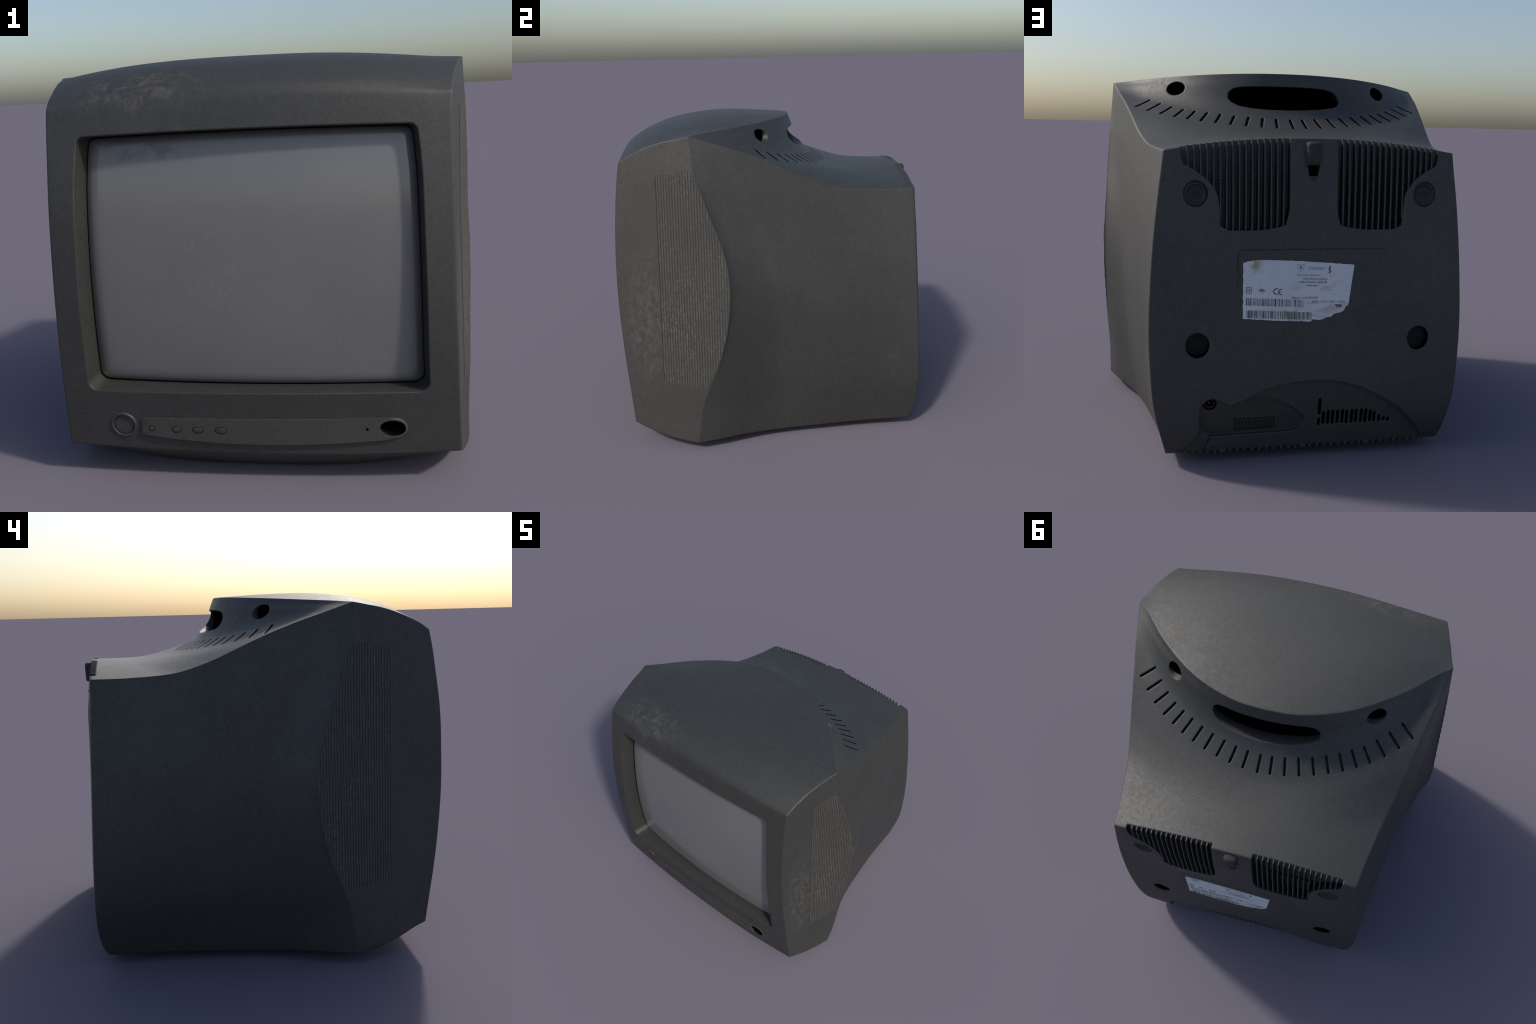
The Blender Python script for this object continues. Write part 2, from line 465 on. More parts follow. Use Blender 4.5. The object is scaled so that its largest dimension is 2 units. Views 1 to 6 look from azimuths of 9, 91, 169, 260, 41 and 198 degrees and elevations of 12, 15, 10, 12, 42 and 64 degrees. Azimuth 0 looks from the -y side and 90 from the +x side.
def hit(p, d):
    r = tree.ray_cast(Vector(p), Vector(d))
    return r[0], r[1]
def side_x(y, z, s):
    p, n = hit((s * 2, y, z), (-s, 0, 0)); return p.x
def back_y(x, z):
    p, n = hit((x, 2, z), (0, -1, 0)); return p.y if p else float(rear_y(x, z))
def face_y(x, z):
    p, n = hit((x, -2, z), (0, 1, 0)); return p.y

# ------------------------------------------------------------------ cutters
class Cutter:
    def __init__(self):
        self.V, self.F, self.M = [], [], []
    def add(self, V, F, M):
        o = len(self.V); self.V += [tuple(map(float, v)) for v in V]
        self.F += [tuple(i + o for i in f) for f in F]
        self.M += M if isinstance(M, list) else [M] * len(F)
    def loft(self, loops, wall, floor, out_first=True):
        """loops from outside to inside; wall = material of side faces (list per band allowed)"""
        n = len(loops[0]); V, F = loft_loops(loops)
        W = wall if isinstance(wall, list) else [wall] * (len(loops) - 1)
        self.add(V, F, [w for w in W for _ in range(n)] + [floor, floor])
    def obj(self, name):
        o = mesh_obj(name, self.V, self.F, CASE_MATS, None, self.M)
        bm = bmesh.new(); bm.from_mesh(o.data)
        bmesh.ops.triangulate(bm, faces=[f for f in bm.faces if len(f.verts) > 4])
        bmesh.ops.recalc_face_normals(bm, faces=bm.faces)
        bm.to_mesh(o.data); bm.free()
        return o

def ellipse(cx, cz, rx, rz, n=40):
    return [(cx + rx * math.cos(2*math.pi*i/n), cz + rz * math.sin(2*math.pi*i/n)) for i in range(n)]
def capsule(x0, z0, x1, z1, r, n=7):
    a = math.atan2(z1 - z0, x1 - x0); out = []
    for i in range(n): t = a + math.pi/2 + math.pi*i/(n - 1); out.append((x0 + r*math.cos(t), z0 + r*math.sin(t)))
    for i in range(n): t = a - math.pi/2 + math.pi*i/(n - 1); out.append((x1 + r*math.cos(t), z1 + r*math.sin(t)))
    return out
def smooth_outline(pts, n=90, closed=True):
    p = np.array(pts + [pts[0]] if closed else pts, float)
    d = np.r_[0, np.cumsum(np.linalg.norm(np.diff(p, axis=0), axis=1))]
    f = spline(d, p); q = f(np.linspace(0, d[-1], n + (1 if closed else 0)))
    return [tuple(a) for a in (q[:-1] if closed else q)]

def back_prism(cut, outline, floor, wall_m, floor_m, top=1.05):
    out = [(x, top, z) for x, z in outline]
    inn = [(x, floor(x, z), z) for x, z in outline]
    cut.loft([out, inn], wall_m, floor_m)
def front_prism(cut, outline, floor, wall_m, floor_m, top=-1.1):
    out = [(x, top, z) for x, z in outline]
    inn = [(x, floor(x, z), z) for x, z in outline]
    cut.loft([out, inn], wall_m, floor_m)

C1, C2, C3 = Cutter(), Cutter(), Cutter()

# --- screen opening -------------------------------------------------------
SC_Z, SC_H = 1.028, .574
open_hw = spline([.45, .55, .70, .90, 1.1, 1.3, 1.4, 1.5, 1.56, 1.61], [.762, .756, .751, .745, .738, .731, .7265, .718, .711, .704])
def rounded_opening(n=26):
    pts = []
    def corner(cx, cz, r, a0):
        return [(cx + r*math.cos(a0 + math.pi/2*i/7), cz + r*math.sin(a0 + math.pi/2*i/7)) for i in range(8)]
    rb, rt = .050, .030; W, H = 1.0, SC_H
    hw = .74
    c = [corner(hw - rt, H - rt, rt, 0), corner(-hw + rt, H - rt, rt, math.pi/2), corner(-hw + rb, -H + rb, rb, math.pi), corner(hw - rb, -H + rb, rb, 1.5*math.pi)]
    for k in range(4):
        pts += c[k]
        a, b = c[k][-1], c[(k + 1) % 4][0]
        pts += [(a[0] + (b[0] - a[0])*i/n, a[1] + (b[1] - a[1])*i/n) for i in range(1, n)]
    res = []
    for x, z in pts:
        zz = SC_Z + z
        if z > .3: zz += (.0 - .010 * (x/.74)**2) * (z - .3)/(SC_H - .3)
        res.append((x * float(open_hw(min(max(zz, .45), 1.61))) / .74, zz))
    return res
OPEN = rounded_opening()
def glass_y(x, z):
    return -.866 + .045 * (x/.74)**2 + .055 * ((z - SC_Z)/SC_H)**2
loops = []
lip = [(x, face_y(x, z), z) for x, z in OPEN]
inn = [(x * .978, glass_y(x, z) + .010, SC_Z + (z - SC_Z) * .983 + .000) for x, z in OPEN]
outr = [tuple(np.array(a) + (np.array(a) - np.array(b)) * 2.0) for a, b in zip(lip, inn)]
deep = [(x * .985, y + .030, SC_Z + (z - SC_Z) * .985) for x, y, z in inn]
C1.loft([outr, inn, deep], [B_CUT, DARK], DARK)

# --- front: power button well, sensor oval, led pin hole (panel is a separate mesh) ------
PB = (-.617, .280)
front_prism(C1, ellipse(*PB, .053, .053), lambda x, z: face_y(PB[0], PB[1]) + .014, SHADE, SHADE)

front_prism(C1, ellipse(.599, .2825, .054, .033), lambda x, z: face_y(.599, .2825) + .05, DARK, DARK)
front_prism(C1, ellipse(.489, .279, .0062, .0062, 20), lambda x, z: face_y(.489, .279) + .03, DARK, DARK)

# --- rear: twin vents ------------------------------------------------------
VENT_L = [(.617, 1.72), (.617, 1.519), (.612, 1.470), (.604, 1.447), (.590, 1.439), (.558, 1.423), (.512, 1.391), (.490, 1.371), (.469, 1.345), (.455, 1.320),
          (.446, 1.297), (.441, 1.23), (.436, 1.166), (.401, 1.146), (.33, 1.145), (.256, 1.145), (.167, 1.157), (.131, 1.170), (.118, 1.220), (.114, 1.246), (.114, 1.72)]
vent_bottom = spline([.114, .131, .167, .256, .401, .430, .440, .455, .469, .512, .558, .590, .606, .617],
                     [1.246, 1.170, 1.157, 1.145, 1.146, 1.160, 1.235, 1.320, 1.345, 1.391, 1.423, 1.439, 1.452, 1.519])
for s in (1, -1):
    ol = [(s * x, z) for x, z in VENT_L]
    back_prism(C1, ol, lambda x, z: .838, SHADE, VENT)

# --- rear: screw wells, holes, cavity under the cable catch, rating-plate groove ---
for s in (1, -1):
    y0 = back_y(s * .549, 1.312)
    back_prism(C1, ellipse(s * .549, 1.312, .056, .060), lambda x, z: y0 - .016 - .04 * (z - 1.312), R_CUT, R_CUT)
    ho = ellipse(s * .542, .606, .056, .060)
    yh = back_y(s * .542, .606)
    C1.loft([[(x, 1.05, z) for x, z in ho], [(x, yh - .006, z) for x, z in ho], [(x, yh - .05, z) for x, z in ho]], [R_CUT, DARK], DEEP)
KX = .003
back_prism(C1, [(KX + .029, 1.450), (KX - .029, 1.450), (KX - .021, 1.395), (KX + .021, 1.395)], lambda x, z: .845, SHADE, DARK)

# --- rear: arched recess with connectors -----------------------------------
ARCH = [(.640, -.03), (.632, .055), (.600, .083), (.568, .120), (.545, .152), (.535, .185), (.532, .230), (.531, .270), (.523, .306), (.508, .328), (.488, .339),
        (.468, .341), (.450, .337), (.425, .321), (.401, .307), (.378, .304), (.334, .323), (.275, .352), (.217, .378), (.150, .397), (.080, .409), (0, .415),
        (-.08, .413), (-.164, .399), (-.263, .369), (-.370, .310), (-.465, .251), (-.522, .189), (-.565, .135), (-.598, .090), (-.600, .055), (-.600, -.03)]
arch_floor = lambda x, z: .857 + .158 * (z - .05)
back_prism(C1, ARCH, arch_floor, R_CUT, R_CUT)
# connector bay, cut deeper into the recess floor
BAY = smooth_outline([(.531, .185), (.533, .23), (.533, .27), (.526, .308), (.505, .332), (.468, .345), (.435, .334), (.400, .310), (.378, .308), (.345, .322), (.322, .327)], 26, False) + \
      smooth_outline([(.300, .331), (.260, .334), (.215, .330), (.174, .319), (.130, .302), (.091, .281), (.058, .259), (.036, .238), (.021, .218), (.016, .198), (.021, .178),
                      (.033, .162), (.055, .148), (.090, .140)], 38, False) + [(.16, .1385), (.30, .137), (.40, .136), (.477, .135)]
bay_floor = lambda x, z: arch_floor(x, z) - .006 - .085 * max(0, .34 - z)
back_prism(C2, BAY, bay_floor, R_CUT, R_CUT, .99)
def ribbon(pts, w):
    p = np.array(pts, float); d = np.gradient(p, axis=0); d /= np.linalg.norm(d, axis=1)[:, None]
    n = np.stack([-d[:, 1], d[:, 0]], -1) * w / 2
    return [tuple(a) for a in p + n] + [tuple(a) for a in (p - n)[::-1]]
back_prism(C2, ribbon([(.4765, .132), (.488, .105), (.500, .082), (.505, .060)], .004), lambda x, z: arch_floor(x, z) - .005, SHADE, SHADE, .99)
# ventilation slots in the recess: x, top, bottom
SLOTS = [(-.060, .311, .221), (-.060, .203, .163), (-.0835, .238, .168), (-.107, .244, .167), (-.131, .243, .166), (-.1555, .242, .168), (-.180, .243, .168),
         (-.203, .238, .163), (-.2285, .242, .167), (-.251, .241, .168), (-.2775, .242, .167), (-.300, .240, .165), (-.3255, .233, .168), (-.347, .222, .167),
         (-.373, .203, .166), (-.3975, .191, .167), (-.421, .179, .173)]
for x, a, b in SLOTS:
    dx = rng.uniform(-.001, .002)
    back_prism(C2, capsule(x, b + .007, x + dx, a - .007, .0075), lambda x, z: .80, DARK, DARK, .96)
back_prism(C3, ellipse(.481, .307, .033, .033, 28), lambda x, z: .84, DARK, DARK, .96)
# rating-plate panel: fading engraved outline (top, both sides)
def groove(cut, pts, w, depth, surf, sgn, m):
    """shallow channel following the surface along pts (x,z)"""
    p = np.array(pts, float); d = np.gradient(p, axis=0); d /= np.linalg.norm(d, axis=1)[:, None]
    nn = np.stack([-d[:, 1], d[:, 0]], -1) * w / 2
    loops = []
    for (x, z), q in zip(p, nn):
        ys = surf(x, z)
        loops.append([(x + q[0], ys + sgn*.02, z + q[1]), (x - q[0], ys + sgn*.02, z - q[1]), (x - q[0]*.5, ys - sgn*depth, z - q[1]*.5), (x + q[0]*.5, ys - sgn*depth, z + q[1]*.5)])
    V, F = loft_loops(loops)
    cut.add(V, F, m)
plate = [(.352, .86), (.352, .95), (.352, 1.035), (.350, 1.045), (.343, 1.051), (.30, 1.0525), (.15, 1.0527), (0, 1.053), (-.2, 1.053), (-.352, 1.0515)]
groove(C1, smooth_outline(plate, 90, False), .007, .0032, back_y, 1, R_CUT)

# --- top: hand hold, two finger holes, row of radiating slots ----------------
def saddle_frame(p):
    """nearest point / normal of the shell"""
    q = tree.find_nearest(Vector(p)); return q[0], q[1]
hand = [(.312, 1.760), (.308, 1.795), (.285, 1.818), (.240, 1.829), (.12, 1.8335), (0, 1.834), (-.12, 1.8325), (-.23, 1.826), (-.275, 1.812), (-.302, 1.785), (-.312, 1.750),
        (-.300, 1.729), (-.27, 1.714), (-.20, 1.702), (-.10, 1.694), (0, 1.690), (.10, 1.692), (.19, 1.699), (.255, 1.713), (.292, 1.734)]
hd = Vector((0, -.97, -.24)).normalized()
HL = []
for s0, sc in ((-.34, 1.0), (0.02, 1.0), (.30, .92)):
    L = []
    for x, z in hand:
        yc = .185 - .40 * (x/.9)**2 * 1.0
        c = Vector((0, .17, 1.768)); p = Vector((x, yc, z))
        p = Vector((c.x + (p.x - c.x)*sc, p.y, c.z + (p.z - c.z)*sc)) + hd * s0
        L.append(tuple(p))
    HL.append(L)
C1.loft(HL, [R_CUT, DARK], DARK)
for s in (1, -1):
    p0, nn = saddle_frame((s * .580, -.020, 1.810)); print("finger hole", p0)
    ax = (Vector((s * .34, .92, .06))).normalized()
    e1 = ax.cross(Vector((0, 0, 1))).normalized(); e2 = e1.cross(ax).normalized()
    def ring(t, r):
        return [tuple(p0 + ax * t + e1 * r * 1.22 * math.cos(2*math.pi*i/32) + e2 * r * .84 * math.sin(2*math.pi*i/32)) for i in range(32)]
    C1.loft([ring(.22, .050), ring(-.014, .046), ring(-.16, .040)], [R_CUT, DARK], DARK)
# end points of the slot row, right half (front end, rear end); the left half mirrors it
slot_in = spline(range(12), [(-.005, .293), (.070, .2885), (.141, .279), (.214, .2625), (.288, .2425), (.359, .2165), (.4265, .1855), (.489, .1535), (.549, .1185), (.6085, .071), (.667, .0145), (.7225, -.0485)])
slot_out = spline(range(12), [(-.007, .389), (.080, .3825), (.161, .3715), (.2425, .3545), (.322, .331), (.3985, .3035), (.4725, .271), (.5415, .234), (.6085, .195), (.6795, .1415), (.7455, .0795), (.806, .012)])
for i in range(-11, 12):
    s = -1 if i < 0 else 1
    a, b = slot_in(abs(i)), slot_out(abs(i))
    A, _ = hit((s*a[0], a[1], 2.2), (0, 0, -1)); B, _ = hit((s*b[0], b[1], 2.2), (0, 0, -1))
    mid, nm = saddle_frame((A + B) / 2)
    d = (B - A); L = d.length; d.normalize()
    side = d.cross(nm).normalized(); up = side.cross(d).normalized()
    if up.z < 0: up = -up
    cap = capsule(-L/2 + .007, 0, L/2 - .007, 0, .0072, 6)
    c0 = (A + B) / 2
    mk = lambda h: [tuple(c0 + d*x + side*y + up*h) for x, y in cap]
    C1.loft([mk(.05), mk(-.017)], DARK, SLOT)  # shade baked in: walls coloured black, floor grey for the sun reaching it

# --- side grille: bounding channel in front of the ribs ---------------------
def side_groove(s):
    loops = []
    for z in np.linspace(1.636, .434, 40):
        y = -.598 - .013 * (1.636 - z) / 1.2
        X = abs(side_x(y, z, s))
        loops.append([(s*(X + .02), y - .002, z), (s*(X + .02), y + .002, z), (s*(X - .003), y + .001, z), (s*(X - .003), y - .001, z)])
    V, F = loft_loops(loops); C1.add(V, F, B_CUT)
for s in (1, -1):
    side_groove(s)

# ------------------------------------------------------------------ apply the booleans
body = bpy.data.objects.new("housing", shell); SCN.collection.objects.link(body)
for C in (C1, C2, C3):
    cutter = C.obj("cutter")
    md = body.modifiers.new("cut", "BOOLEAN"); md.operation = "DIFFERENCE"; md.solver = "EXACT"; md.object = cutter
    md.use_self = False; md.material_mode = "INDEX"
    dg = bpy.context.evaluated_depsgraph_get()
    me = bpy.data.meshes.new_from_object(body.evaluated_get(dg))
    body.modifiers.clear(); old = body.data; body.data = me
    bpy.data.meshes.remove(old)
    cm = cutter.data; bpy.data.objects.remove(cutter); bpy.data.meshes.remove(cm)

# sharp edges: only where a cut meets the shell, or inside cuts by angle
bm = bmesh.new(); bm.from_mesh(body.data)
bmesh.ops.dissolve_degenerate(bm, edges=bm.edges, dist=1e-6)
for f in bm.faces: f.smooth = True
for e in bm.edges:
    if len(e.link_faces) == 2:
        a, b = e.link_faces[0].material_index, e.link_faces[1].material_index
        shellish = a in (0, 1) and b in (0, 1)
        e.smooth = shellish or (a == b and e.calc_face_angle(0) < .5)
big = [f for f in bm.faces if len(f.verts) > 4]
bmesh.ops.triangulate(bm, faces=big)
bm.to_mesh(body.data); bm.free()

# split into bezel and rear case, keeping the whole body's normals across the border
me = body.data
nor = np.array([c.vector[:] for c in me.corner_normals])
groups = {"front_bezel": [], "rear_case": []}
for p in me.polygons:
    mi = p.material_index
    fb = mi in (0, 3) or (mi not in (1, 4, 6, 7, 8) and p.center.y < -.45)
    groups["front_bezel" if fb else "rear_case"].append(p.index)
parts = {}
for name, plist in groups.items():
    remap, V, F, NR, MI = {}, [], [], [], []
    for pi in plist:
        p = me.polygons[pi]; f = []
        for li, vi in zip(p.loop_indices, p.vertices):
            if vi not in remap:
                remap[vi] = len(V); V.append(me.vertices[vi].co[:])
            f.append(remap[vi]); NR.append(nor[li])
        F.append(f); MI.append(p.material_index)
    o = mesh_obj(name, V, F, CASE_MATS, ROOT, MI, True)
    o.data.normals_split_custom_set([tuple(n) for n in NR])
    parts[name] = o
bpy.data.objects.remove(body); bpy.data.meshes.remove(me)
BEZ, REA = parts["front_bezel"], parts["rear_case"]

# ------------------------------------------------------------------ screen
gl = [(x * .978 * .996, SC_Z + (z - SC_Z) * .983 * .993) for x, z in OPEN]
V, F = [], []
radii = list(np.linspace(0, .955, 26)[1:]) + [.965, .975, .984, .992, 1.0]
n = len(gl)
V.append((0, glass_y(0, SC_Z), SC_Z))
for r in radii:
    roll = max(0, (r - .93) / .07) ** 2.2 * .016
    for x, z in gl:
        xx, zz = x * r, SC_Z + (z - SC_Z) * r
        V.append((xx, glass_y(xx, zz) + roll, zz))
for j in range(n): F.append((0, 1 + j, 1 + (j + 1) % n))
for i in range(len(radii) - 1):
    for j in range(n):
        F.append((1 + i*n + j, 1 + (i + 1)*n + j, 1 + (i + 1)*n + (j + 1) % n, 1 + i*n + (j + 1) % n))
base = 1 + (len(radii) - 1) * n
k0 = len(V)
for x, z in gl: V.append((x, glass_y(x, z) + .05, z))
for j in range(n): F.append((base + j, k0 + j, k0 + (j + 1) % n, base + (j + 1) % n))
F.append(tuple(range(k0, k0 + n)))
scr = finish(mesh_obj("screen", V, F, M_SCREEN, ROOT), angle=.9)

# ------------------------------------------------------------------ control strip on the front
top = [(-.534, .321), (-.40, .3235), (-.20, .325), (0, .3265), (.20, .3275), (.40, .329), (.60, .3315)]
right = [(.630, .328), (.652, .312), (.664, .292), (.664, .272), (.652, .252), (.630, .236)]
low = [(.600, .2295), (.50, .2205), (.42, .2145), (.25, .206), (.10, .2015), (0, .2015), (-.10, .2035), (-.217, .2085), (-.33, .2165), (-.43, .2245), (-.525, .2365)]
left = [(-.536, .246), (-.529, .270), (-.530, .295)]
strip = smooth_outline(top, 34, False) + smooth_outline(right, 14, False) + smooth_outline(low, 44, False) + smooth_outline(left, 8, False)
def strip_out(x, z):      # how far the strip stands proud: flush at its top edge, a ledge at its lower edge
    zt, zb = .327, .205
    return .004 + .014 * min(1, max(0, (zt - z) / (zt - zb)))
V, F = [], []
cen = (.05, .268)
rings = [1.0, .985, .9, .75, .6, .45, .3, .15]
for k, r in enumerate(rings):
    for x, z in strip:
        X, Z = cen[0] + (x - cen[0]) * r, cen[1] + (z - cen[1]) * r
        V.append((X, face_y(X, Z) - strip_out(X, Z) + (.003 if k == 0 else 0), Z))
n = len(strip)
for i in range(len(rings) - 1):
    for j in range(n):
        F.append((i*n + j, i*n + (j + 1) % n, (i + 1)*n + (j + 1) % n, (i + 1)*n + j))
F.append(tuple(range((len(rings) - 1)*n, len(rings)*n)))
b0 = len(V)
for x, z in strip: V.append((x, face_y(x, z) + .02, z))
for j in range(n): F.append((j, b0 + j, b0 + (j + 1) % n, (j + 1) % n))
F.append(tuple(range(b0, b0 + n))[::-1])
ctl = mesh_obj("control_panel", V, F, [M_PANEL, M_DARK, M_SHADE], ROOT)
bm = bmesh.new(); bm.from_mesh(ctl.data)
bmesh.ops.triangulate(bm, faces=[f for f in bm.faces if len(f.verts) > 4]); bmesh.ops.recalc_face_normals(bm, faces=bm.faces)
bm.to_mesh(ctl.data); bm.free()
BUTTONS = [(-.483, .2695, .0145, .0145), (-.367, .2675, .0235, .0165), (-.268, .2675, .0265, .0165), (-.162, .2675, .0275, .0170)]
PC = Cutter()
SENS = (.599, .2825)
for x, z, rx, rz in BUTTONS:
    y = face_y(x, z) - strip_out(x, z)
    front_prism(PC, ellipse(x, z, rx, rz, 32), lambda a, b: y + .006, 2, 2)
y = face_y(*SENS) - strip_out(*SENS)
o1 = ellipse(*SENS, .0575, .0365, 44)
PC.loft([[(a, -1.1, b) for a, b in o1], [(a, y + .004, b) for a, b in o1],
         [(SENS[0] + (a - SENS[0]) * .88, y + .032, SENS[1] + (b - SENS[1]) * .80 + .004) for a, b in o1]], [0, 1], 1)
yp = face_y(.489, .279) - strip_out(.489, .279)
front_prism(PC, ellipse(.489, .279, .0062, .0062, 20), lambda a, b: yp + .018, 1, 1)
po = mesh_obj("cutter", PC.V, PC.F, [M_PANEL, M_DARK, M_SHADE], None, PC.M)
bm = bmesh.new(); bm.from_mesh(po.data); bmesh.ops.recalc_face_normals(bm, faces=bm.faces); bm.to_mesh(po.data); bm.free()
md = ctl.modifiers.new("cut", "BOOLEAN"); md.operation = "DIFFERENCE"; md.solver = "EXACT"; md.object = po; md.material_mode = "INDEX"
me = bpy.data.meshes.new_from_object(ctl.evaluated_get(bpy.context.evaluated_depsgraph_get()))
ctl.modifiers.clear(); ctl.data = me; bpy.data.objects.remove(po)
me.polygons.foreach_set("use_smooth", [True] * len(me.polygons)); me.set_sharp_from_angle(angle=.7)

def dome(name, cx, cz, rx, rz, surf_y, proud, mat, parent, n=32, depth=.02):
    loops = []
    for r, h in ((.02, 1.0), (.5, .97), (.85, .82), (.96, .5), (1.0, 0.0)):
        loops.append([(a, surf_y - proud * h, b) for a, b in ellipse(cx, cz, rx * r, rz * r, n)])
    loops.append([(a, surf_y + depth, b) for a, b in ellipse(cx, cz, rx, rz, n)])
    V, F = loft_loops(loops)
    return finish(mesh_obj(name, V, F, mat, parent), angle=.9)
for x, z, rx, rz in BUTTONS:
    y = face_y(x, z) - strip_out(x, z)
    dome("button", x, z, rx - .0034, rz - .0034, y + .0005, .0022, M_PART, ctl, depth=.01)

def ring_torus(name, cx, cz, R, r, y, mat, parent, n=48, m=10, surf=None, squash=1.0):
    V, F = [], []
    for i in range(n):
        a = 2*math.pi*i/n
        for j in range(m):
            b = 2*math.pi*j/m
            X, Z = cx + (R + r*math.cos(b))*math.cos(a), cz + (R + r*math.cos(b))*math.sin(a)
            V.append((X, (surf(X, Z) if surf else y) + r*squash*math.sin(b), Z))
            F.append((i*m + j, i*m + (j + 1) % m, ((i + 1) % n)*m + (j + 1) % m, ((i + 1) % n)*m + j))
    return finish(mesh_obj(name, V, F, mat, parent), angle=1.5)
ring_torus("power_button_rim", *PB, .0565, .0088, 0, M_CASE, ROOT, surf=lambda x, z: face_y(x, z) + .002)
dome("power_button", *PB, .0475, .0475, face_y(*PB) + .004, .004, M_PART, ROOT, 40, .02)

# ------------------------------------------------------------------ ribbed side grilles
ridge_y = lambda z: float(ridge(z)[1])
for s in (1, -1):
    grp = bpy.data.objects.new("side_grille", None); SCN.collection.objects.link(grp); grp.parent = ROOT; grp.empty_display_size = .1
    PITCH = .01545
    for i in range(26):
        yb = -.590 + i * PITCH
        zs = np.linspace(.41, 1.664, 140)
        top = 1.6385 + .0245 * min(1, (yb + .598) / .198); bot = .432 - .022 * (yb + .61) / .27
        ok = [z for z in zs if z < top and z > bot and yb - .008 * (1.64 - z) / 1.2 < ridge_y(z) - .008]
        if len(ok) < 8: continue
        path = list(np.linspace(max(bot, ok[0] - .006), min(top, ok[-1] + .006), max(10, len(ok) // 2)))
        loops = []
        w, h = .0058, .0031
        for z in path:
            y = yb - .011 * (1.64 - z) / 1.2
            y = min(y, ridge_y(z) - .008)
            X = abs(side_x(y, z, s)); X1 = abs(side_x(y + .004, z, s)) if y + .004 < ridge_y(z) else X + .0012
            sl = (X1 - X) / .004; sl = max(-.6, min(.6, sl))
            nx, ny = 1/math.hypot(1, sl), -sl/math.hypot(1, sl)
            tx, ty = -ny, nx
            L = []
            for a in (-1.0, -.8, -.35, .35, .8, 1.0):
                hh = h * math.sqrt(max(0, 1 - (abs(a)) ** 2.6)) if abs(a) < 1 else -.003
                L.append((s * (X + nx*hh + tx*a*w), y + ny*hh + ty*a*w, z))
            L.append((s * (X - .010), y, z))
            loops.append(L)
        V, F = loft_loops(loops)
        finish(mesh_obj("grille_rib", V, F, M_RIB, grp), angle=.8)

    # closing bars at the upper and lower end of the ribbed field
    for za, zb_, y0, y1 in ((1.6400, 1.6640, -.596, -.404), (.4305, .4085, -.608, -.352)):
        loops = []
        for k in np.linspace(0, 1, 16):
            y, z = y0 + (y1 - y0) * k, za + (zb_ - za) * k
            X = abs(side_x(y, z, s))
            loops.append([(s*(X - .01), y, z - .0025), (s*(X + .0024), y, z - .0018), (s*(X + .0024), y, z + .0018), (s*(X - .01), y, z + .0025)])
        V, F = loft_loops(loops)
        finish(mesh_obj("grille_border", V, F, M_RIB, grp), angle=.8)

# ------------------------------------------------------------------ rear vent slats
def top_z(x, y):
    p, _ = hit((x, y, 2.2), (0, 0, -1)); return p.z
for s in (1, -1):
    grp = bpy.data.objects.new("rear_vent", None); SCN.collection.objects.link(grp); grp.parent = ROOT; grp.empty_display_size = .1
    for i in range(16):
        x = s * (.1425 + .02945 * i)
        w = .0034
        zb = float(vent_bottom(abs(x))) - .012
        prof = [(.834, zb)]
        zt = top_z(x, .852)
        for z in np.linspace(zb, zt - .020, 14):
            prof.append((float(rear_y(x, z)) - .0015, z))
        yr = float(rear_y(x, zt - .02))
        prof += [(yr - .004, zt - .011), (yr - .012, zt - .001), (.862, zt + .004), (.846, zt + .005), (.838, zt + .003), (.834, zt - .012)]
        V, F = loft_loops([[(x - w, y, z) for y, z in prof], [(x - w*.6, y + (.0008 if y > .84 else 0), z) for y, z in prof],
                           [(x + w*.6, y + (.0008 if y > .84 else 0), z) for y, z in prof], [(x + w, y, z) for y, z in prof]])
        finish(mesh_obj("vent_slat", V, F, M_SLAT, grp), angle=.6)
    x0, x1 = (.112, .486)
    loops = [[(s*x, y, 1.3745 - .03*(x - .1) + dz) for y, dz in ((.835, -.005), (.853, -.005), (.853, .005), (.835, .005))] for x in np.linspace(x0, x1, 8)]
    V, F = loft_loops(loops)
    finish(mesh_obj("vent_crossbar", V, F, M_SLAT, grp), angle=.6)

# ------------------------------------------------------------------ rear fittings
# cable catch
loops = []
for z, hw, yo in ((1.5545, .026, .893), (1.552, .032, .904), (1.546, .0355, .9105), (1.535, .0365, .9125), (1.500, .0345, .912), (1.470, .0325, .911), (1.452, .0315, .9095), (1.4465, .030, .906)):
    L = []
    for a in np.linspace(-1, 1, 11):
        L.append((KX + hw * a, yo - .012 * abs(a) ** 4, z - .003 * abs(a) ** 3 * (1 if z > 1.5 else 0)))
    L += [(KX - -hw, .86, z), (KX - hw, .86, z)]
    loops.append(L)
V, F = loft_loops(loops)
finish(mesh_obj("cable_catch", V, F, M_COVER, ROOT), angle=.8)
loops = []
for z, hw, yo in ((1.3955, .0215, .903), (1.392, .0215, .904), (1.380, .0175, .899), (1.368, .0115, .893), (1.357, .004, .887)):
    loops.append([(KX + hw, .87, z), (KX + hw, yo - .009, z), (KX + hw * .3, yo, z), (KX - hw * .3, yo, z), (KX - hw, yo - .009, z), (KX - hw, .87, z)])
V, F = loft_loops(loops)
finish(mesh_obj("cable_catch_lip", V, F, M_PART, ROOT), angle=.8)

